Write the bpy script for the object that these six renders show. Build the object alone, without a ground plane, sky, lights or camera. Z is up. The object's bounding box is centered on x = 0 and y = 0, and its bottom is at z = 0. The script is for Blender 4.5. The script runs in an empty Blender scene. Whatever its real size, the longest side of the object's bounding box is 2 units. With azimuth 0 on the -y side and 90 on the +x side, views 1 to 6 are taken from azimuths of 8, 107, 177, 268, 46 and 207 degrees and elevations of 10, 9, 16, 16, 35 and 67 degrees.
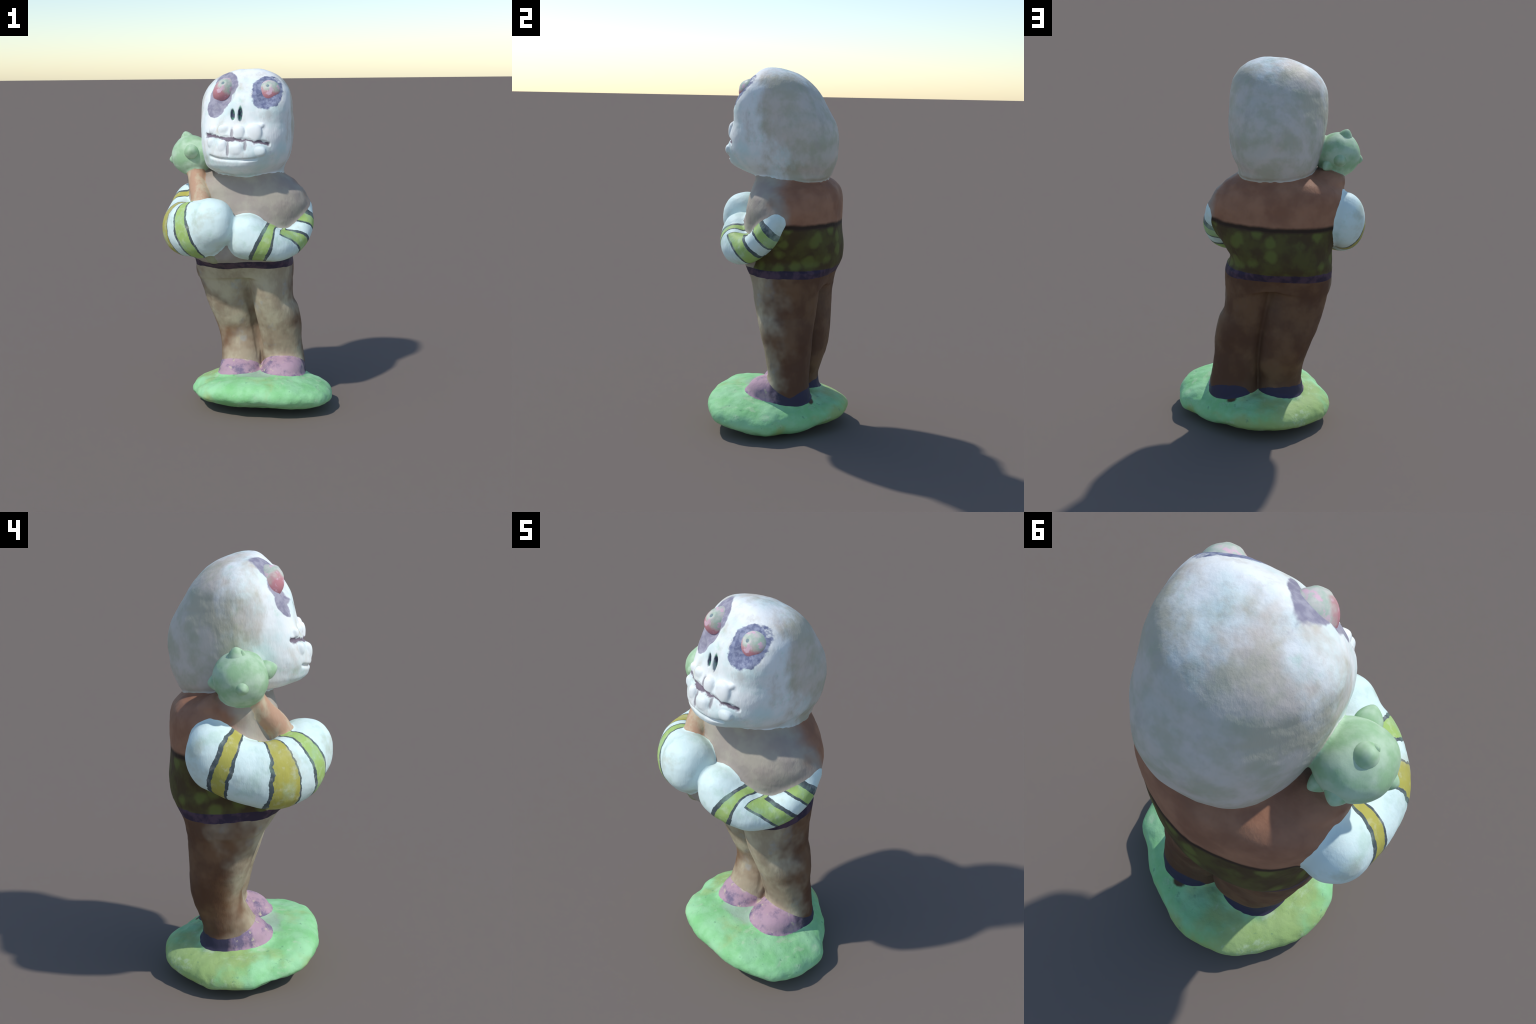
"""Clay figurine: a skull-headed figure with striped sleeves that holds a
spiked club, on a green base.  Every part is an implicit solid (lofts through
cross-sections, tubes along a spine, ellipsoids); they are melted together
with rounded joints, meshed, and split again into named parts."""
import bpy, math
import numpy as np
from mathutils import Vector, Matrix

H = 0.0042                                   # mesh pitch
LO = np.array([-0.56, -0.47, -0.03])
HI = np.array([0.56, 0.47, 2.06])
NX, NY, NZ = [int(v) for v in np.ceil((HI - LO) / H)]
AX = [LO[i] + H * np.arange(n) for i, n in enumerate((NX, NY, NZ))]

# ------------------------------------------------------------------ tools
def pchip(xs, ys, x):
    xs = np.asarray(xs, float); ys = np.asarray(ys, float)
    h = np.diff(xs); d = np.diff(ys) / h
    m = np.zeros_like(ys)
    for i in range(1, len(xs) - 1):
        if d[i - 1] * d[i] > 0:
            w1, w2 = 2 * h[i] + h[i - 1], h[i] + 2 * h[i - 1]
            m[i] = (w1 + w2) / (w1 / d[i - 1] + w2 / d[i])
    m[0], m[-1] = d[0], d[-1]
    k = np.clip(np.searchsorted(xs, x) - 1, 0, len(h) - 1)
    t = (x - xs[k]) / h[k]
    inside = np.clip(t, 0, 1)
    a = inside
    v = ((2*a**3 - 3*a**2 + 1) * ys[k] + (a**3 - 2*a**2 + a) * h[k] * m[k]
         + (-2*a**3 + 3*a**2) * ys[k+1] + (a**3 - a**2) * h[k] * m[k+1])
    return v + np.where(t > 1, (t - 1) * h[k] * m[k+1], 0) + np.where(t < 0, t * h[k] * m[k], 0)

def catmull(pts, n):
    P = np.array(pts, float)
    P = np.vstack([2*P[0] - P[1], P, 2*P[-1] - P[-2]])
    out = []
    for i in range(1, len(P) - 2):
        for t in np.linspace(0, 1, n, endpoint=False):
            out.append(0.5 * (2*P[i] + (P[i+1] - P[i-1])*t
                + (2*P[i-1] - 5*P[i] + 4*P[i+1] - P[i+2])*t*t
                + (-P[i-1] + 3*P[i] - 3*P[i+1] + P[i+2])*t**3))
    out.append(P[-2])
    return np.array(out)

def hash3(i, j, k, seed):
    v = np.sin(i * 127.1 + j * 311.7 + k * 74.7 + seed * 53.3) * 43758.5453
    return v - np.floor(v)

def noise3(P, scale, seed=0):
    Q = P * scale; I = np.floor(Q); F = Q - I
    F = F * F * (3 - 2 * F); r = 0
    for a in (0, 1):
        for b in (0, 1):
            for c in (0, 1):
                w = (F[:, 0] if a else 1 - F[:, 0]) * (F[:, 1] if b else 1 - F[:, 1]) * (F[:, 2] if c else 1 - F[:, 2])
                r = r + w * hash3(I[:, 0] + a, I[:, 1] + b, I[:, 2] + c, seed)
    return r * 2 - 1

def smin(a, b, k):
    h = np.clip(0.5 + 0.5 * (b - a) / k, 0, 1)
    return b * (1 - h) + a * h - k * h * (1 - h)

# ------------------------------------------------------------- primitives
# every primitive is (bounding box, function of X, Y, Z -> signed value, exact?)
class Loft:
    """Stack of sections: rows of z, x_left, x_right, y_front, y_back, and the roundness
    (superellipse exponent) of the front-left, front-right, back-left, back-right corner."""
    def __init__(self, rows, cap_low=None, cap_high=None):
        rows = [tuple(r) + (r[5],) * (9 - len(r)) for r in rows]
        R = np.array(sorted(rows)); self.R = R
        self.z = R[:, 0]
        self.cx = (R[:, 1] + R[:, 2]) / 2; self.ax2 = ((R[:, 2] - R[:, 1]) / 2)**2
        self.cy = (R[:, 3] + R[:, 4]) / 2; self.ay2 = ((R[:, 4] - R[:, 3]) / 2)**2
        self.lo = cap_low; self.hi = cap_high
        self.box = [(R[:, 1].min(), R[:, 2].max()), (R[:, 3].min(), R[:, 4].max()), (self.z[0] - .02, self.z[-1] + .02)]
    def at(self, z):
        return (pchip(self.z, self.cx, z), np.sqrt(np.maximum(pchip(self.z, self.ax2, z), 1e-4)),
                pchip(self.z, self.cy, z), np.sqrt(np.maximum(pchip(self.z, self.ay2, z), 1e-4)),
                [np.interp(z, self.z, self.R[:, 5 + i]) for i in range(4)])
    def __call__(self, X, Y, Z):
        cx, a, cy, b, q = self.at(Z[0, 0, :])
        u, v = (X - cx) / a, (Y - cy) / b
        n = np.where(v < 0, np.where(u < 0, q[0], q[1]), np.where(u < 0, q[2], q[3]))
        f = (np.abs(u)**n + np.abs(v)**n + 1e-9)**(1 / n) - 1
        f = f * np.minimum(a, b)
        g = np.gradient(f, H)
        d = f / np.maximum(np.sqrt(g[0]**2 + g[1]**2 + g[2]**2), 0.3)
        if self.lo is not None: d = np.maximum(d, self.lo - Z)
        if self.hi is not None: d = np.maximum(d, Z - self.hi)
        return d
    def front(self, x, z):
        cx, a, cy, b, q = self.at(np.array([z]))
        u = (x - cx[0]) / a[0]; n = (q[0] if u < 0 else q[1])[0]
        return cy[0] - b[0] * max(0.0, 1 - abs(u)**n)**(1 / n)

class Blob:
    """Ellipsoid with its own axes (superellipsoid exponent n)."""
    def __init__(self, c, r, rot=(0, 0, 0), n=2.0):
        self.c = np.array(c, float); self.r = np.array(r, float); self.n = n
        self.M = np.array(Matrix.Identity(3) if not any(rot) else
                          __import__('mathutils').Euler([math.radians(v) for v in rot]).to_matrix())
        m = self.r.max() * 1.05
        self.box = [(self.c[i] - m, self.c[i] + m) for i in range(3)]
    def __call__(self, X, Y, Z):
        dx, dy, dz = X - self.c[0], Y - self.c[1], Z - self.c[2]
        q = [np.abs(self.M[0, i] * dx + self.M[1, i] * dy + self.M[2, i] * dz) for i in range(3)]
        n = self.n
        k0 = ((q[0] / self.r[0])**n + (q[1] / self.r[1])**n + (q[2] / self.r[2])**n + 1e-9)**(1 / n)
        k1 = np.sqrt((q[0] / self.r[0]**2)**2 + (q[1] / self.r[1]**2)**2 + (q[2] / self.r[2]**2)**2) + 1e-6
        if n == 2.0: return k0 * (k0 - 1) / k1
        return (k0 - 1) * self.r.min()

class Tube:
    """Tube along a smooth spine of (x, y, z, radius); 'tall' stretches the section in z."""
    def __init__(self, pts, tall=1.0, n=6):
        self.p = catmull(pts, n); self.t = tall
        r = self.p[:, 3].max() * max(1, tall)
        self.box = [(self.p[:, i].min() - r, self.p[:, i].max() + r) for i in range(3)]
    def __call__(self, X, Y, Z):
        best = None
        for a, b in zip(self.p[:-1], self.p[1:]):
            e = b[:3] - a[:3]; e = e * np.array([1, 1, 1 / self.t]); L = max(float(e @ e), 1e-9)
            dx, dy, dz = X - a[0], Y - a[1], (Z - a[2]) / self.t
            h = np.clip((dx * e[0] + dy * e[1] + dz * e[2]) / L, 0, 1)
            d = np.sqrt((dx - e[0]*h)**2 + (dy - e[1]*h)**2 + (dz - e[2]*h)**2) - (a[3] + (b[3] - a[3]) * h)
            best = d if best is None else np.minimum(best, d)
        return best

class Pebble:
    """Flattened cake: plan outline as polar control points around a centre, rounded rim."""
    def __init__(self, c, outline, zmid, up, down, n=3.0, m=2.2):
        self.c = c; o = np.array(outline, float) - np.array(c)
        th = np.arctan2(o[:, 1], o[:, 0]); k = np.argsort(th)
        th = th[k]; r = np.hypot(o[:, 0], o[:, 1])[k]
        self.th = np.concatenate([th[-3:] - 2*np.pi, th, th[:3] + 2*np.pi])
        self.r = np.concatenate([r[-3:], r, r[:3]])
        self.zm, self.up, self.dn, self.n, self.m = zmid, up, down, n, m
        o = np.array(outline)
        self.box = [(o[:, 0].min(), o[:, 0].max()), (o[:, 1].min(), o[:, 1].max()), (zmid - down - .03, zmid + up + .05)]
    def __call__(self, X, Y, Z):
        dx, dy = (X - self.c[0])[:, :, :1], (Y - self.c[1])[:, :, :1]
        th = np.arctan2(dy, dx); R = pchip(self.th, self.r, th)
        rho = np.hypot(dx, dy) / R
        zr = Z - (self.zm - .14 * dx**2 - .07 * dy + .12 * dy**2)
        hz = np.where(zr > 0, self.up, self.dn)
        f = (rho**np.where(zr > 0, self.n, np.clip(2.4 + 3 * dx - 1.2 * dy, 1.9, 3.8)) + (np.abs(zr) / hz)**self.m)**(1 / 2.5) - 1
        f = f * 0.1
        g = np.gradient(f, H)
        return f / np.maximum(np.sqrt(g[0]**2 + g[1]**2 + g[2]**2), 0.2)

# ------------------------------------------------------------- the figure
HEAD = Loft([
    (1.35, -.14, .15, -.08, .20, 2.3, 1.5, 2.2, 2.6), (1.40, -.170, .195, -.155, .262, 2.3, 1.4, 2.2, 2.8),
    (1.43, -.206, .205, -.238, .283, 2.6, 1.4, 2.1, 2.9), (1.45, -.222, .214, -.282, .293, 2.8, 1.5, 2.0, 3.0),
    (1.475, -.233, .228, -.308, .303, 2.9, 1.65, 1.9, 3.0), (1.53, -.246, .245, -.322, .315, 3.0, 2.0, 1.75, 3.0),
    (1.60, -.257, .255, -.303, .318, 3.0, 2.35, 1.6, 3.0), (1.70, -.267, .260, -.265, .300, 2.6, 2.9, 1.5, 2.8),
    (1.77, -.268, .259, -.253, .264, 2.1, 3.6, 1.5, 2.6), (1.82, -.264, .256, -.240, .232, 1.85, 3.8, 1.6, 2.6),
    (1.87, -.248, .248, -.212, .197, 1.75, 3.6, 1.8, 2.5), (1.93, -.202, .218, -.172, .138, 1.75, 3.2, 2.0, 2.4),
    (1.965, -.147, .180, -.138, .085, 1.9, 2.8, 2.0, 2.2), (1.990, -.075, .125, -.11, .02, 2.0, 2.2, 2.0, 2.0),
    (2.003, .0, .05, -.07, -.04, 2.0)], cap_high=2.001)
TORSO = Loft([
    (.78, -.30, .23, -.10, .26, 2.6), (.86, -.315, .245, -.165, .285, 2.6, 2.4, 2.6, 2.5), (.90, -.325, .238, -.20, .312, 2.6, 2.4, 2.6, 2.4),
    (.94, -.325, .230, -.21, .330, 2.6, 2.3, 2.6, 2.3), (1.00, -.318, .262, -.21, .338, 2.5, 2.1, 2.6, 2.1), (1.07, -.325, .305, -.20, .336, 2.5, 1.9, 2.6, 1.8),
    (1.15, -.34, .342, -.195, .328, 2.5, 1.9, 2.6, 1.6), (1.22, -.355, .352, -.185, .325, 2.5, 2.1, 2.6, 1.6), (1.29, -.358, .328, -.17, .322, 2.5, 2.3, 2.6, 1.6),
    (1.34, -.345, .282, -.16, .308, 2.5, 2.3, 2.5, 1.7), (1.375, -.30, .238, -.15, .282, 2.5, 2.3, 2.5, 1.9), (1.40, -.225, .20, -.145, .25, 2.5, 2.3, 2.5, 2.0),
    (1.44, -.14, .14, -.11, .19, 2.5)], cap_low=.80, cap_high=1.43)
LEG_A = Loft([
    (.90, -.315, .03, -.15, .285, 2.4), (.83, -.324, .03, -.115, .272, 2.4), (.75, -.306, .04, -.08, .267, 2.4),
    (.67, -.288, .045, -.048, .266, 2.4, 2.2, 2.4, 2.8), (.585, -.266, .05, -.018, .268, 2.3, 2.0, 2.4, 3), (.52, -.24, .052, .002, .27, 2.3, 2.0, 2.4, 3),
    (.45, -.215, .055, .022, .266, 2.3, 2.0, 2.4, 3), (.40, -.20, .058, .02, .258, 2.3, 2.0, 2.4, 3), (.345, -.188, .06, .0, .24, 2.3, 2.1, 2.4, 3),
    (.28, -.184, .06, -.03, .222, 2.3), (.14, -.18, .06, -.05, .20, 2.3)], cap_low=.13, cap_high=.89)
LEG_B = Loft([
    (.90, -.02, .24, -.15, .27, 2.4), (.83, -.02, .25, -.128, .258, 2.4, 2.2, 2.4, 2.1), (.75, -.01, .25, -.115, .252, 2.4, 2.2, 2.4, 2.1),
    (.65, .0, .253, -.092, .242, 2.4, 2.2, 2.4, 2.1), (.59, .01, .28, -.074, .238, 2.4, 2.2, 2.4, 2.0), (.49, .03, .30, -.042, .230, 2.3, 2.2, 2.4, 2.0),
    (.39, .045, .302, -.018, .225, 2.3, 2.2, 2.4, 2.0), (.31, .055, .312, .003, .222, 2.3, 2.2, 2.4, 2.2), (.24, .06, .315, .005, .222, 2.3),
    (.14, .06, .315, .0, .222, 2.3)], cap_low=.13, cap_high=.89)
SHOE_A = Blob((-.068, .058, .19), (.125, .165, .10), n=2.4)
SHOE_B = Blob((.195, .058, .195), (.127, .175, .105), n=2.4)
BASE = Pebble((.07, .02), [
    (.500, -.02), (.487, .07), (.40, .18), (.24, .325), (.115, .395), (-.04, .405), (-.11, .385), (-.24, .29),
    (-.335, .155), (-.357, .01), (-.325, -.11), (-.24, -.255), (-.115, -.325), (.03, -.342), (.15, -.347),
    (.26, -.335), (.37, -.29), (.462, -.21), (.495, -.11)], .095, .105, .095, 3.4, 2.2)
ARM_A = Tube([(-.370, .135, 1.182, .112), (-.395, .0, 1.115, .107), (-.372, -.13, 1.09, .114), (-.285, -.225, 1.10, .12),
              (-.2, -.255, 1.115, .12)], tall=1.32)
HAND_A = Blob((-.166, -.275, 1.145), (.118, .126, .134), n=2.3)
ARM_B = Tube([(.318, .07, 1.185, .050), (.317, .0, 1.10, .064), (.27, -.095, 1.02, .07), (.195, -.18, 1.008, .086),
              (.13, -.215, 1.025, .10), (.08, -.225, 1.04, .105)], tall=1.05)
HAND_B = Blob((.02, -.225, 1.065), (.105, .110, .120), n=2.4)
CLUB = Blob((-.332, .0, 1.504), (.12, .12, .12))
SHOULDER = Blob((-.27, .05, 1.365), (.105, .13, .075))
BELLY = Blob((-.13, -.16, .975), (.19, .115, .085))
HANDLE = Tube([(-.32, -.02, 1.46, .052), (-.285, -.09, 1.35, .052), (-.25, -.165, 1.25, .056), (-.21, -.24, 1.05, .055), (-.175, -.232, .94, .036)])

def tooth(x, z, w, h, out=.0):
    y = HEAD.front(x, z)
    return Blob((x, y + .016 - out, z), (w / 2, .026, h / 2), n=2.5)

TEETH = [tooth(-.160, 1.662, .05, .052), tooth(-.099, 1.666, .064, .056), tooth(-.010, 1.646, .066, .09, .004),
         tooth(.073, 1.648, .09, .104, .003), tooth(.108, 1.69, .045, .032), tooth(-.168, 1.595, .045, .062), tooth(-.102, 1.576, .052, .078, .002),
         tooth(-.026, 1.561, .084, .076, .003), tooth(.085, 1.549, .11, .062, -.007)]

def on_face(pts, r, sink=0.0):
    return [(x, HEAD.front(x, z) + sink, z, r) for x, z in pts]

def mouth_z(x): return 1.614 - .11 * x - 1.2 * max(0, x - .06)**2

CUTS = [Tube(on_face([(x, mouth_z(x) + .006 * math.sin(x * 61)) for x in (-.205, -.16, -.12, -.08, -.04, .0, .04, .08, .12, .155)], .010, .0)),
        Tube(on_face([(-.175, 1.522), (-.12, 1.51), (-.06, 1.505), (.0, 1.503), (.085, 1.507)], .009, .001)),
        Tube(on_face([(-.052, 1.615), (-.048, 1.675)], .007)), Tube(on_face([(-.072, 1.60), (-.069, 1.53)], .006)), Tube(on_face([(.026, 1.60), (.025, 1.555)], .006)),
        Tube([(-.03, -.09, .76, .010), (-.005, -.03, .65, .024), (.022, .02, .55, .028), (.035, .045, .45, .028), (.052, .035, .35, .026), (.06, .01, .27, .018)]),
        Tube([(-.225, -.395, 1.06, .004), (-.20, -.40, 1.082, .006), (-.165, -.405, 1.082, .004)]),
        Blob((-.006, HEAD.front(-.006, 1.755), 1.755), (.012, .024, .048), (18, 6, 4)),
        Blob((-.050, HEAD.front(-.050, 1.752), 1.752), (.011, .022, .035), (18, -8, -10))]
SOCKETS = [Blob((-.140, HEAD.front(-.140, 1.80) - .05, 1.80), (.055, .06, .07), (0, 20, 0)),
           Blob((-.105, HEAD.front(-.105, 1.89) - .056, 1.885), (.07, .066, .09), (0, 20, 0)),
           Blob((.145, HEAD.front(.145, 1.86) - .07, 1.865), (.09, .078, .09))]

# order of melting: name, solid, joint rounding
SOLIDS = [('base', BASE, 0), ('shoe', SHOE_A, .03), ('shoe', SHOE_B, .03), ('leg', LEG_A, .02), ('leg', LEG_B, .02),
          ('torso', TORSO, .035), ('torso', SHOULDER, .03), ('torso', BELLY, .04), ('sleeve', ARM_A, .03), ('sleeve', ARM_B, .035), ('club_handle', HANDLE, .015),
          ('hand', HAND_A, .022), ('hand', HAND_B, .03), ('head', HEAD, .016), ('club_head', CLUB, .015)]
SOLIDS += [('tooth', t, .004) for t in TEETH]

def sub_grid(box, pad=.05):
    s = []
    for i in range(3):
        a = max(0, int((box[i][0] - pad - LO[i]) / H)); b = min((NX, NY, NZ)[i], int((box[i][1] + pad - LO[i]) / H) + 2)
        s.append(slice(a, b))
    G = np.meshgrid(*[AX[i][s[i]] for i in range(3)], indexing='ij')
    return tuple(s), G

def build_field():
    D = np.full((NX, NY, NZ), 1.0, np.float32); B = D.copy()
    Lb = np.zeros((NX, NY, NZ), np.int16)
    for idx, (name, solid, k) in enumerate(SOLIDS):
        s, G = sub_grid(solid.box)
        d = solid(*G).astype(np.float32)
        if name == 'head':
            for c in SOCKETS:
                d = -smin(-d, c(*G).astype(np.float32), .012)
        cur = D[s]
        D[s] = smin(cur, d, k) if k else np.minimum(cur, d)
        win = d < B[s]
        Lb[s][win] = idx; B[s] = np.minimum(B[s], d)
    for c in CUTS:
        s, G = sub_grid(c.box)
        D[s] = -smin(-D[s], c(*G).astype(np.float32), .006)
    return D, Lb

def surface_nets(D):
    S = D < 0
    c = [S[a:NX-1+a, b:NY-1+b, e:NZ-1+e] for a in (0, 1) for b in (0, 1) for e in (0, 1)]
    cnt = sum(v.astype(np.int8) for v in c)
    act = (cnt > 0) & (cnt < 8)
    idx = np.full(act.shape, -1, np.int32); ijk = np.argwhere(act); idx[act] = np.arange(len(ijk))
    acc = np.zeros((len(ijk), 3)); num = np.zeros(len(ijk))
    corner = [(a, b, e) for a in (0, 1) for b in (0, 1) for e in (0, 1)]
    val = {k: D[ijk[:, 0]+k[0], ijk[:, 1]+k[1], ijk[:, 2]+k[2]] for k in corner}
    for k in corner:
        for ax in range(3):
            if k[ax] == 0:
                q = list(k); q[ax] = 1; q = tuple(q)
                a, b = val[k], val[q]; m = (a < 0) != (b < 0)
                t = np.where(m, a / np.where(m, a - b, 1), 0)
                p = np.tile(np.array(k, float), (len(ijk), 1)); p[:, ax] += t
                acc[m] += p[m]; num += m
    V = LO + H * (ijk + acc / num[:, None])
    F = []
    for ax in range(3):
        sl0 = [slice(1, n - 1) for n in (NX, NY, NZ)]; sl1 = list(sl0)
        sl0[ax] = slice(0, (NX, NY, NZ)[ax] - 1); sl1[ax] = slice(1, (NX, NY, NZ)[ax])
        A, Bq = S[tuple(sl0)], S[tuple(sl1)]
        for flip, m in ((False, A & ~Bq), (True, ~A & Bq)):
            e = np.argwhere(m)
            off = np.ones(3, int); off[ax] = 0
            e = e + off
            u, w = [(1, 2), (2, 0), (0, 1)][ax]
            def cell(du, dw):
                q = e.copy(); q[:, u] += du; q[:, w] += dw
                return idx[q[:, 0], q[:, 1], q[:, 2]]
            quad = np.stack([cell(-1, -1), cell(0, -1), cell(0, 0), cell(-1, 0)], 1)
            F.append(quad[:, ::-1] if flip else quad)
    return V, np.concatenate(F)

def vertex_normals(V, F):
    n = np.cross(V[F[:, 2]] - V[F[:, 0]], V[F[:, 3]] - V[F[:, 1]])
    N = np.zeros_like(V)
    for i in range(4):
        for a in range(3):
            N[:, a] += np.bincount(F[:, i], n[:, a], len(V))
    return N / np.maximum(np.linalg.norm(N, axis=1, keepdims=True), 1e-12)

def smooth(V, F, it, lam, only=None):
    e = np.concatenate([F[:, [0, 1]], F[:, [1, 2]], F[:, [2, 3]], F[:, [3, 0]]])
    e = np.concatenate([e, e[:, ::-1]])
    if only is not None: e = e[only[e[:, 0]] & only[e[:, 1]]]
    deg = np.bincount(e[:, 0], minlength=len(V))
    for _ in range(it):
        M = np.stack([np.bincount(e[:, 0], V[e[:, 1], a], len(V)) for a in range(3)], 1)
        ok = deg > 0
        V = V.copy(); V[ok] += lam * (M[ok] / deg[ok, None] - V[ok])
    return V

def relief(V, N):
    """Hand-pressed lumps, brush ridges and dents of the clay."""
    d = .0035 * noise3(V, 9, 1) + .0014 * noise3(V, 22, 2) + .0005 * noise3(V, 60, 3)
    low = np.clip((.24 - V[:, 2]) / .06, 0, 1)
    d += low * (.007 * noise3(V, 10, 4) + .0025 * noise3(V, 30, 5))
    club = np.clip((.15 - np.linalg.norm(V - np.array([-.332, 0, 1.504]), axis=1)) / .02, 0, 1)
    d += club * .005 * noise3(V, 13, 6)
    # the fold pressed into the edge of the base
    a = V - np.array([-.30, -.10, .12])
    d -= low * .012 * np.exp(-((a[:, 0] * .75 + a[:, 1] * .66)**2) / .0004) * np.exp(-(a**2).sum(1) / .012)
    return V + N * d[:, None]

# ------------------------------------------------------------- materials
class Mat:
    def __init__(self, name, rough=.55):
        self.m = bpy.data.materials.new(name); self.m.use_nodes = True
        self.t = self.m.node_tree; self.n = self.t.nodes; self.bsdf = self.n['Principled BSDF']
        self.bsdf.inputs['Roughness'].default_value = rough
        self.bsdf.inputs['Specular IOR Level'].default_value = .12
        self.co = self.n.new('ShaderNodeTexCoord').outputs['Object']
        s = self.n.new('ShaderNodeSeparateXYZ'); self.t.links.new(self.co, s.inputs[0])
        self.x, self.y, self.z = s.outputs
    def link(self, v, sock):
        if hasattr(v, 'is_output'): self.t.links.new(v, sock)
        else: sock.default_value = v
    def math(self, op, a, b=0.0, c=None, clamp=False):
        n = self.n.new('ShaderNodeMath'); n.operation = op; n.use_clamp = clamp
        self.link(a, n.inputs[0]); self.link(b, n.inputs[1])
        if c is not None: self.link(c, n.inputs[2])
        return n.outputs[0]
    def noise(self, scale, detail=3, rough=.55, stretch=(1, 1, 1), at=(0, 0, 0), dist=0.0):
        mp = self.n.new('ShaderNodeMapping'); mp.inputs['Scale'].default_value = stretch; mp.inputs['Location'].default_value = at
        self.t.links.new(self.co, mp.inputs[0])
        n = self.n.new('ShaderNodeTexNoise'); n.inputs['Scale'].default_value = scale
        n.inputs['Detail'].default_value = detail; n.inputs['Roughness'].default_value = rough; n.inputs['Distortion'].default_value = dist
        self.t.links.new(mp.outputs[0], n.inputs['Vector'])
        return n.outputs['Fac']
    def step(self, v, lo, hi):
        n = self.n.new('ShaderNodeMapRange'); n.interpolation_type = 'SMOOTHSTEP'
        self.link(v, n.inputs[0]); n.inputs[1].default_value = lo; n.inputs[2].default_value = hi
        return n.outputs[0]
    def mix(self, f, a, b):
        n = self.n.new('ShaderNodeMix'); n.data_type = 'RGBA'
        self.link(f, n.inputs[0])
        for v, s in ((a, n.inputs[6]), (b, n.inputs[7])):
            if hasattr(v, 'is_output'): self.t.links.new(v, s)
            else: s.default_value = (*v, 1)
        return n.outputs[2]
    def ellipse(self, c, r, wob=None):
        """distance-like field of an ellipsoidal patch (1 on its border)"""
        acc = None
        for s, cc, rr in zip((self.x, self.y, self.z), c, r):
            q = self.math('DIVIDE', self.math('SUBTRACT', s, cc), rr); q = self.math('MULTIPLY', q, q)
            acc = q if acc is None else self.math('ADD', acc, q)
        v = self.math('SQRT', acc)
        return self.math('ADD', v, wob) if wob is not None else v
    def wobble(self, scale, amount, at=(0, 0, 0)):
        return self.math('MULTIPLY', self.math('SUBTRACT', self.noise(scale, 3, at=at), .5), amount)
    def done(self, col, bump=.15, scale=70, stretch=(1, 1, .35)):
        self.t.links.new(col, self.bsdf.inputs['Base Color'])
        b = self.n.new('ShaderNodeBump'); b.inputs['Strength'].default_value = bump; b.inputs['Distance'].default_value = .01
        self.t.links.new(self.noise(scale, 4, .6, stretch), b.inputs['Height'])
        self.t.links.new(b.outputs[0], self.bsdf.inputs['Normal'])
        return self.m

def ramp_bands(m, v, bands):
    r = m.n.new('ShaderNodeValToRGB'); r.color_ramp.interpolation = 'CONSTANT'
    el = r.color_ramp.elements
    while len(el) > 1: el.remove(el[-1])
    el[0].position = bands[0][0]; el[0].color = (*bands[0][1], 1)
    for p, c in bands[1:]:
        e = el.new(p); e.color = (*c, 1)
    m.t.links.new(v, r.inputs[0]); return r.outputs[0]

WHITE = (.72, .88, .86)
GREEN = (.38, .55, .17); OCHRE = (.46, .43, .10); DARK = (.085, .11, .12)

def white_paint(m, head=False):
    c = m.mix(m.step(m.noise(5, 4), .4, .65), (.86, .89, .88), (.68, .82, .81))
    c = m.mix(m.math('MULTIPLY', m.step(m.noise(9, 5, .65, at=(3, 1, 2)), .56, .72), .55), c, (.50, .74, .62))
    if head:
        # brown-green mottling, denser toward the back of the head
        st = m.math('ADD', m.noise(3.6, 5, .6, (1.3, 1.3, .9), (7, 2, 5)), m.math('MULTIPLY', m.step(m.y, -.2, .2), .33))
        c = m.mix(m.math('MULTIPLY', m.step(st, .52, .74), .7), c, m.mix(m.step(m.noise(7, 4, .6, at=(4, 9, 2)), .4, .62), (.42, .37, .22), (.60, .50, .41)))
        c = m.mix(m.math('MULTIPLY', m.step(m.noise(14, 5, .65, (1, 1, .5), (2, 8, 1)), .55, .7), .35), c, (.50, .46, .42))
    return c

def mat_head():
    m = Mat('white_skull_paint', .5); c = white_paint(m, True)
    f = m.math('SUBTRACT', .02, m.y)                       # front only
    front = m.step(f, 0, .02)
    w = m.wobble(28, .5)
    purple = m.mix(m.step(m.noise(45, 4), .35, .65), (.14, .16, .27), (.30, .33, .45))
    e1 = m.step(m.ellipse((.136, -.18, 1.867), (.089, .2, .094), w), 1.04, .94)
    grey = m.mix(m.step(m.noise(30, 4), .35, .65), (.26, .25, .33), (.38, .37, .44))
    # slanted socket: union of three discs
    e2 = None
    w2 = m.wobble(24, .3, (4, 4, 4))
    for cc, rr in (((-.155, -.2, 1.785), (.052, .2, .054)), ((-.128, -.18, 1.845), (.066, .2, .07)), ((-.098, -.15, 1.918), (.072, .2, .07))):
        k = m.step(m.ellipse(cc, rr, w2), 1.04, .94)
        e2 = k if e2 is None else m.math('MAXIMUM', e2, k)
    c = m.mix(m.math('MULTIPLY', e1, front), c, purple)
    c = m.mix(m.math('MULTIPLY', e2, front), c, grey)
    # nostrils
    for cc, rr in (((-.006, -.25, 1.755), (.013, .08, .046)), ((-.050, -.25, 1.751), (.012, .08, .034))):
        k = m.step(m.ellipse(cc, rr, m.wobble(40, .4)), 1.1, .75)
        c = m.mix(k, c, m.mix(m.step(m.noise(30, 2, at=(1, 1, 1)), .45, .55), (.10, .11, .17), (.12, .30, .22)))
    c = m.mix(mouth_mask(m, .015), c, (.21, .17, .21))
    return m.done(c, .18)

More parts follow.
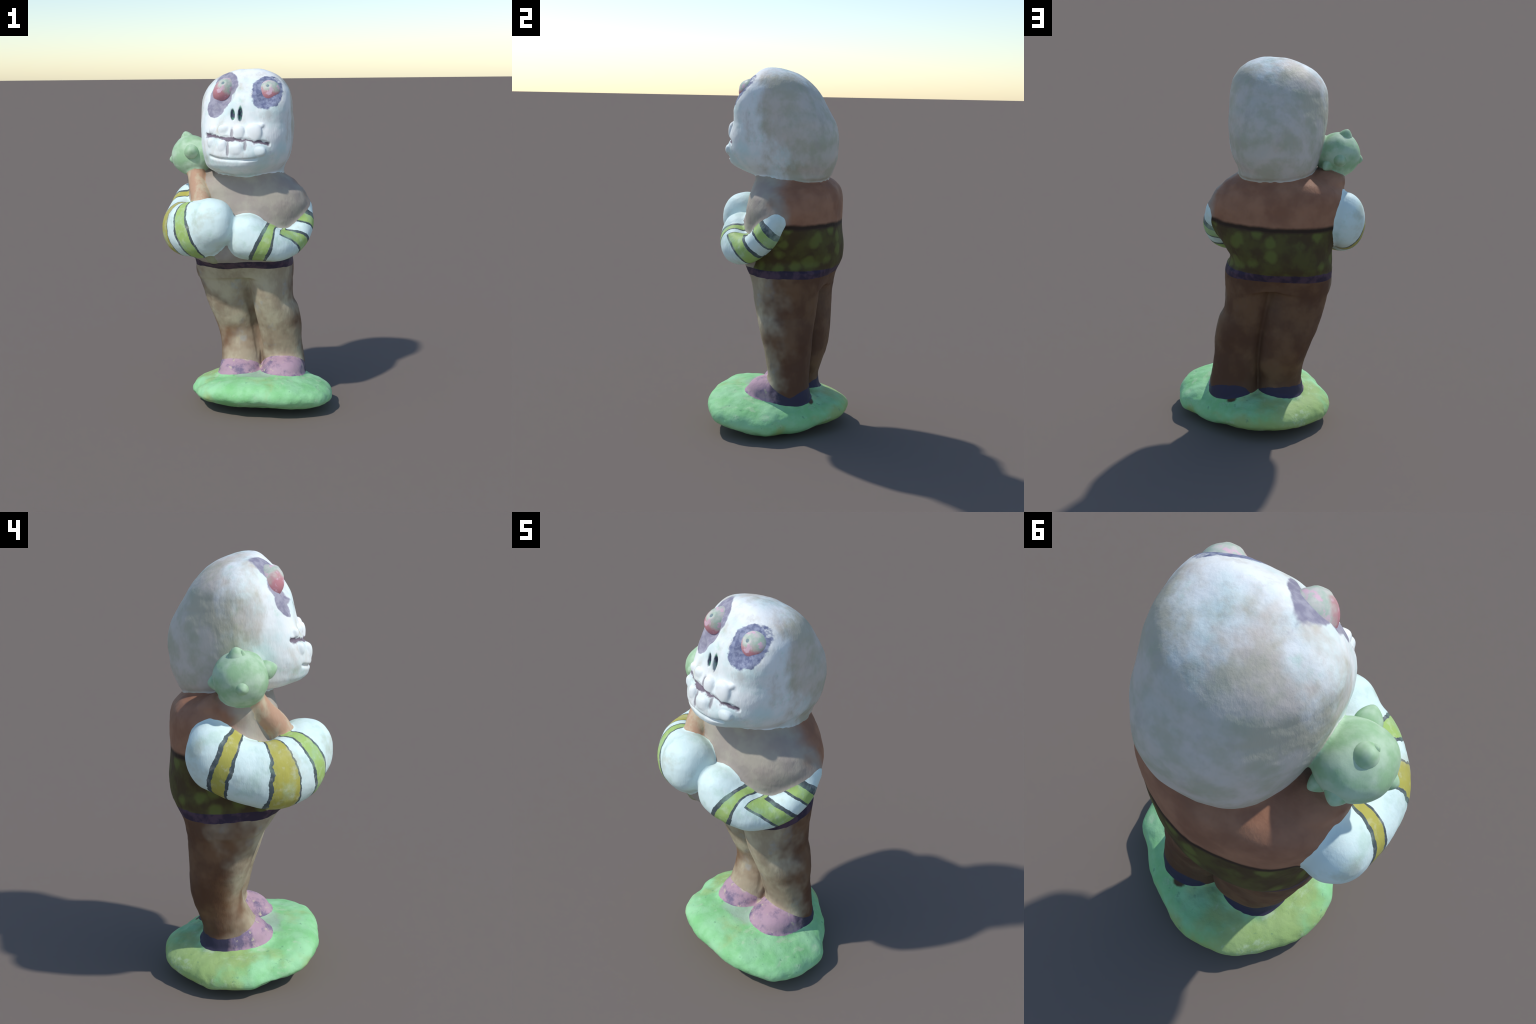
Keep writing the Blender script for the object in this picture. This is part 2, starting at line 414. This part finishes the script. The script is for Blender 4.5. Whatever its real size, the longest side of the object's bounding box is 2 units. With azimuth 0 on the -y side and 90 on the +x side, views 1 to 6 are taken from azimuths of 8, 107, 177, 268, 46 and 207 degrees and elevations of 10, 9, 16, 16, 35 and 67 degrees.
def mouth_mask(m, w):
    """Dark paint along the mouth and in the gaps between the teeth."""
    over = m.math('MAXIMUM', m.math('SUBTRACT', m.x, .06), 0.0)
    mid = m.math('SUBTRACT', m.math('SUBTRACT', 1.612, m.math('MULTIPLY', m.x, .11)), m.math('MULTIPLY', m.math('MULTIPLY', over, over), 1.2))
    zz = m.math('SUBTRACT', m.z, m.math('ADD', mid, m.wobble(20, .045)))
    wide = m.math('ADD', w, m.wobble(9, .028, (3, 3, 3)))
    line = m.step(m.math('SUBTRACT', wide, m.math('ABSOLUTE', zz)), .002, .009)
    k = m.math('MULTIPLY', line, m.step(m.math('ABSOLUTE', m.math('ADD', m.x, .025)), .185, .172))
    for cc, rr in (((-.050, -.3, 1.645), (.009, .1, .034)), ((-.071, -.3, 1.565), (.009, .1, .045)), ((.026, -.3, 1.58), (.011, .1, .033))):
        k = m.math('MAXIMUM', k, m.math('MULTIPLY', m.step(m.ellipse(cc, rr, m.wobble(26, 1.1)), 1.15, .6), .65))
    return m.math('MULTIPLY', k, m.step(m.y, -.1, -.15))

def mat_tooth():
    m = Mat('tooth_paint', .45); c = white_paint(m)
    c = m.mix(.5, c, (.88, .92, .91))
    c = m.mix(mouth_mask(m, .008), c, (.21, .17, .21))
    return m.done(c, .1)

def mat_sleeve(name, u, bands):
    m = Mat(name, .5)
    v = u(m)
    v = m.math('ADD', v, m.wobble(18, .018)); v = m.math('ADD', v, m.wobble(60, .003, (5, 5, 5)))
    c = ramp_bands(m, v, bands)
    c = m.mix(m.math('MULTIPLY', m.step(m.noise(8, 5, .6), .48, .7), .45), c, (.40, .60, .46))
    c = m.mix(m.math('MULTIPLY', m.step(m.noise(6, 4, .6, at=(8, 3, 6)), .54, .72), .4), c, (.46, .46, .30))
    c = m.mix(m.math('MULTIPLY', m.step(m.noise(30, 4, at=(2, 2, 2)), .5, .7), .18), c, (.8, .85, .82))
    return m.done(c, .15)

def turn(m, a, b):                                  # angle in turns, 0..1
    return m.math('ADD', m.math('DIVIDE', m.math('ARCTAN2', a, b), 2 * math.pi), .5)

def u_arm_a(m):
    # around the upright axis through the crook of the arm; bands lean with height
    t = turn(m, m.math('SUBTRACT', m.y, -.02), m.math('SUBTRACT', -.20, m.x))
    f = m.math('MAXIMUM', m.math('MINIMUM', m.math('MULTIPLY', m.math('SUBTRACT', t, .43), 10.0), 1.0), -1.0)
    return m.math('ADD', t, m.math('MULTIPLY', m.math('MULTIPLY', m.math('SUBTRACT', m.z, 1.15), f), .18))

def u_arm_b(m):
    # down the upper arm, then across the forearm
    up = m.math('SUBTRACT', 1.0, m.math('ADD', m.math('MULTIPLY', m.y, .69), m.math('MULTIPLY', m.z, .71)))
    up = m.math('MINIMUM', up, .432)
    lean = m.math('MULTIPLY', m.math('MULTIPLY', m.math('SUBTRACT', m.z, 1.02), m.step(m.x, .21, .13)), .5)
    fore = m.math('ADD', m.math('SUBTRACT', .631, m.x), lean)
    w = m.step(m.x, .29, .20)
    fore = m.math('SUBTRACT', fore, m.math('MULTIPLY', m.math('SUBTRACT', 1.0, w), .3))
    return m.math('MAXIMUM', up, fore)

def striped(edges, cols, line):
    out = [(0.0, cols[0])]
    for e, c, w in zip(edges, cols[1:], line):
        out += [(e - w, DARK), (e + w, c)]
    return out

def mat_torso():
    m = Mat('brown_shirt_paint', .6)
    back = m.step(m.math('ADD', m.y, m.wobble(5, .35)), -.02, .14)
    tan = m.mix(m.step(m.noise(9, 4), .35, .65), (.38, .33, .29), (.44, .40, .33))
    rust = m.mix(m.step(m.noise(8, 5, at=(3, 3, 3)), .35, .7), (.28, .118, .065), (.40, .19, .108))
    c = m.mix(m.math('MULTIPLY', back, .9), tan, rust)
    # spotted lower half behind the arms, with a dark line above it
    edge = m.math('ADD', m.z, m.wobble(9, .02))
    edge = m.math('SUBTRACT', edge, m.math('MULTIPLY', m.math('MINIMUM', m.math('ADD', m.y, .0), 0.0), 2.5))
    low = m.step(edge, 1.156, 1.136)
    ground = m.mix(m.step(m.noise(10, 4), .4, .65), (.085, .06, .03), (.11, .10, .035))
    vo = m.n.new('ShaderNodeTexVoronoi'); vo.inputs['Scale'].default_value = 11; vo.inputs['Randomness'].default_value = .8
    m.t.links.new(m.co, vo.inputs['Vector'])
    spot = m.step(m.math('ADD', vo.outputs['Distance'], m.wobble(12, .6)), .50, .22)
    shirt = m.mix(spot, ground, (.145, .16, .045))
    c = m.mix(low, c, shirt)
    line = m.step(m.math('ABSOLUTE', m.math('SUBTRACT', edge, 1.152)), .024, .004)
    c = m.mix(m.math('MULTIPLY', line, m.step(m.y, -.05, .05)), c, (.045, .03, .022))
    return m.done(c, .2)

def mat_belt():
    m = Mat('purple_belt_paint', .6)
    c = m.mix(m.step(m.noise(20, 4), .4, .6), (.05, .036, .062), (.10, .062, .09))
    return m.done(c, .2)

def mat_leg():
    m = Mat('brown_trouser_paint', .6)
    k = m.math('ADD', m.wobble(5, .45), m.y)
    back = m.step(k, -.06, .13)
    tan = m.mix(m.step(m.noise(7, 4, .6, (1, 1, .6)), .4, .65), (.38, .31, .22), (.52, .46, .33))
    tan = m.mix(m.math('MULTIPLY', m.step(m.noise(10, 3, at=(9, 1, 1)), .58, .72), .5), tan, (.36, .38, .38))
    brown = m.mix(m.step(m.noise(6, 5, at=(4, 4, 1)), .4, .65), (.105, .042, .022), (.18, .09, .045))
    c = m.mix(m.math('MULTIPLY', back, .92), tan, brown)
    return m.done(c, .2)

def mat_shoe():
    m = Mat('mauve_shoe_paint', .6)
    c = m.mix(m.step(m.noise(13, 5, .6), .36, .56), (.19, .15, .24), (.46, .31, .38))
    c = m.mix(m.step(m.noise(26, 4, at=(6, 2, 2)), .58, .7), c, (.54, .46, .36))
    heel = m.step(m.math('ADD', m.y, m.wobble(12, .16)), .045, .10)
    c = m.mix(heel, c, (.055, .05, .085))
    return m.done(c, .2)

def mat_base():
    m = Mat('green_base_paint', .55)
    c = m.mix(m.step(m.noise(6, 5), .35, .65), (.25, .60, .25), (.36, .70, .38))
    yl = m.math('ADD', m.noise(4, 4, at=(5, 1, 3)), m.math('MULTIPLY', m.math('SUBTRACT', m.y, m.math('MULTIPLY', m.x, .5)), .42))
    c = m.mix(m.math('MULTIPLY', m.step(yl, .46, .66), .75), c, (.38, .47, .16))
    c = m.mix(m.math('MULTIPLY', m.step(m.noise(16, 5, .65, (1, .5, 1), (1, 6, 3)), .55, .7), .5), c, (.55, .68, .48))
    c = m.mix(m.math('MULTIPLY', m.step(m.noise(30, 4, .65, at=(2, 2, 6)), .62, .72), .5), c, (.12, .27, .17))
    # mauve wash run off the shoes, a brown speck behind them
    wash = m.step(m.ellipse((.05, -.08, .2), (.16, .1, .06), m.wobble(14, 1.0)), 1.1, .6)
    c = m.mix(m.math('MULTIPLY', wash, .6), c, (.42, .47, .46))
    speck = m.step(m.ellipse((.2, .245, .168), (.034, .02, .04), m.wobble(40, .6)), 1.1, .6)
    c = m.mix(speck, c, (.09, .06, .035))
    return m.done(c, .25, 45, (1, 1, 1))

def mat_club(name='pale_green_club_paint', size=1.0):
    m = Mat(name, .5)
    c = m.mix(m.step(m.noise(12 * size, 4), .35, .65), (.33, .53, .31), (.50, .66, .48))
    return m.done(c, .12 * min(1, size * 2), 50 * size)

def mat_handle():
    m = Mat('tan_handle_paint', .6)
    c = m.mix(m.step(m.noise(14, 4, .6, (1, 1, .5)), .38, .62), (.50, .31, .21), (.56, .47, .33))
    c = m.mix(m.step(m.z, 1.12, 1.06), c, (.36, .36, .22))
    return m.done(c, .2)

def mat_eye():
    m = Mat('bloodshot_eye_paint', .4)                     # object space: unit ball, pupil at +z, brow at +y
    c = m.mix(m.step(m.noise(2.2, 3), .35, .65), (.42, .54, .44), (.60, .60, .55))
    k = m.math('ADD', m.math('MULTIPLY', m.y, -1.0), m.wobble(1.7, 1.3))
    c = m.mix(m.math('MULTIPLY', m.step(k, -.1, .6), m.step(m.z, .96, .88)), c, (.56, .25, .28))
    c = m.mix(m.step(m.noise(2.0, 3, at=(3, 3, 3)), .55, .66), c, (.72, .50, .58))
    return m.done(c, .1, 6)

def mat_plain(name, a, b):
    m = Mat(name, .5); return m.done(m.mix(m.step(m.noise(20, 3), .4, .6), a, b), .1)

# ------------------------------------------------------------- assembly
root = bpy.data.objects.new('skull_figurine', None); bpy.context.collection.objects.link(root)
root['label'] = 'painted clay skull figure with striped sleeves holding a spiked club'
root['category'] = 'clay figurine'

def add(name, mesh, mat, parent=root):
    o = bpy.data.objects.new(name, mesh); bpy.context.collection.objects.link(o)
    if mat is not None: mesh.materials.append(mat)
    o.parent = parent; return o

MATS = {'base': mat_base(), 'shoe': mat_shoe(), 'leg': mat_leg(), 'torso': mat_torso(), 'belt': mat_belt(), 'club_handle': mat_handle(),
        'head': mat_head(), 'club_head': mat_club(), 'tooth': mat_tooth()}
W, G, O = WHITE, GREEN, OCHRE
SLEEVES = [mat_sleeve('sleeve_paint', u_arm_a, striped([.298, .345, .387, .446, .537, .578], [W, G, W, O, W, O, W], [.0045, .005, .003, .0045, .0045, .005])),
           mat_sleeve('sleeve_paint', u_arm_b, striped([.168, .243, .317, .402, .458, .545], [W, G, W, G, W, G, W], [.018, .005, .010, .005, .007, .010]))]

D, Lb = build_field()
V, F = surface_nets(D)
V = smooth(V, F, 2, .5)
ci = np.clip(np.round((V - LO) / H).astype(int), 0, [NX-1, NY-1, NZ-1])
vl = Lb[ci[:, 0], ci[:, 1], ci[:, 2]].copy()
NS = len(SOLIDS)
def settle_labels(lab, F, n, it):
    """Vote with the neighbours so that the borders between parts run smoothly."""
    e = np.concatenate([F[:, [0, 1]], F[:, [1, 2]], F[:, [2, 3]], F[:, [3, 0]]]); e = np.concatenate([e, e[:, ::-1]])
    W = np.zeros((len(lab), n), np.float32); W[np.arange(len(lab)), lab] = 1
    deg = np.bincount(e[:, 0], minlength=len(lab))[:, None].astype(np.float32)
    for _ in range(it):
        A = np.stack([np.bincount(e[:, 0], W[e[:, 1], k], len(lab)) if W[:, k].any() else np.zeros(len(lab)) for k in range(n)], 1)
        W = (.4 * W + .6 * A / deg).astype(np.float32)
    return W.argmax(1)
torso_all = [i for i, s in enumerate(SOLIDS) if s[0] == 'torso']; torso_i = torso_all[0]
vl[np.isin(vl, torso_all)] = torso_i
vl = settle_labels(vl.astype(int), F, NS, 6)
legs_i = [i for i, s in enumerate(SOLIDS) if s[0] == 'leg']
bz = .885 + .008 * noise3(V, 8, 11)
isb = np.isin(vl, [torso_i] + legs_i)
vl[isb & (V[:, 2] > bz + .02) & np.isin(vl, legs_i)] = torso_i
vl[isb & (V[:, 2] < bz - .02) & (vl == torso_i)] = legs_i[0]
m_ = isb & (V[:, 2] < bz) & np.isin(vl, legs_i)
vl[m_] = np.where(V[m_, 0] < -.01 + (.8 - V[m_, 2]) * .1, legs_i[0], legs_i[1])
vl[isb & (np.abs(V[:, 2] - bz) <= .02)] = NS                         # belt
# face label: majority of its corners
L4 = np.sort(vl[F], axis=1)
fl = np.where(L4[:, 1] == L4[:, 2], L4[:, 1], np.where(L4[:, 2] == L4[:, 3], L4[:, 2], L4[:, 0]))
# smooth the border lines between parts
mn = np.full(len(V), 9999); mx = np.full(len(V), -1)
for i in range(4):
    np.minimum.at(mn, F[:, i], fl); np.maximum.at(mx, F[:, i], fl)
V = smooth(V, F, 8, .5, only=(mn != mx))
N = vertex_normals(V, F)
V = relief(V, N)
V[:, 2] -= V[:, 2].min() * np.clip((.16 - V[:, 2]) / .1, 0, 1)     # stand on the ground
N = vertex_normals(V, F)

NAMES = [s[0] for s in SOLIDS] + ['belt']
sleeve_n = 0
for i, name in enumerate(NAMES):
    f = F[fl == i]
    if len(f) == 0: continue
    used, inv = np.unique(f, return_inverse=True); f = inv.reshape(f.shape)
    me = bpy.data.meshes.new(name)
    me.from_pydata(V[used].tolist(), [], f.tolist())
    me.polygons.foreach_set('use_smooth', np.ones(len(f), bool))
    me.normals_split_custom_set_from_vertices(N[used].tolist())
    if name in ('sleeve', 'hand'): mat = SLEEVES[sleeve_n % 2]; sleeve_n += 1
    else: mat = MATS[name]
    add(name, me, mat)

# ------------------------------------------------------------- loose pieces
def ball_mesh(name, seg=40, rings=28, shape=None):
    import bmesh
    bm = bmesh.new(); bmesh.ops.create_uvsphere(bm, u_segments=seg, v_segments=rings, radius=1)
    if shape:
        for v in bm.verts: v.co = shape(v.co)
    for p in bm.faces: p.smooth = True
    me = bpy.data.meshes.new(name); bm.to_mesh(me); bm.free(); return me

def place(o, c, axis, scale, spin=0):
    q = Vector(axis).to_track_quat('Z', 'Y')
    o.matrix_world = Matrix.Translation(c) @ q.to_matrix().to_4x4() @ Matrix.Rotation(spin, 4, 'Z') @ Matrix.Diagonal((*scale, 1))

def eye_shape(co):
    # a ball with a small dimple where the pupil sits
    r = math.hypot(co.x, co.y)
    if co.z > 0: co = Vector((co.x, co.y, co.z + .06 * math.exp(-((r - .25) / .12)**2) - .07 * math.exp(-(r / .15)**2)))
    return co
eye_me = ball_mesh('eye', shape=eye_shape); eye_me.materials.append(mat_eye())
pup_me = ball_mesh('pupil', 20, 12); pup_me.materials.append(mat_plain('grey_pupil_paint', (.16, .22, .27), (.28, .36, .36)))
for c, ax, sc in (((.142, -.148, 1.87), (.0, -.82, .57), (.069, .069, .066)), ((-.112, -.128, 1.878), (.0, -.77, .60), (.058, .08, .076))):
    e = add('eye', eye_me, None); place(e, c, ax, sc, -.6 if c[0] < 0 else 0)
    p = add('pupil', pup_me, None, e)
    p.matrix_parent_inverse = Matrix.Identity(4)
    p.location = (0, 0, .93); p.scale = (.2, .2, .06)

def spike_shape(co):
    t = (co.z + 1) / 2
    return Vector((co.x * (1 - .45 * t * t), co.y * (1 - .45 * t * t), co.z))
sp_me = ball_mesh('spike', 24, 16, spike_shape); sp_me.materials.append(mat_club('pale_green_spike_paint', .05))
cc = Vector((-.332, .0, 1.504))
for tip, w in (((-.377, .019, 1.644), .045), ((-.468, -.004, 1.478), .042), ((-.31, -.155, 1.548), .046), ((-.335, .140, 1.49), .046),
               ((-.385, -.01, 1.632), .026), ((-.25, .11, 1.44), .036)):
    s = add('spike', sp_me, None); d = (Vector(tip) - cc); L = d.length; d.normalize()
    place(s, cc + d * (L - .042), d, (w, w, .042))
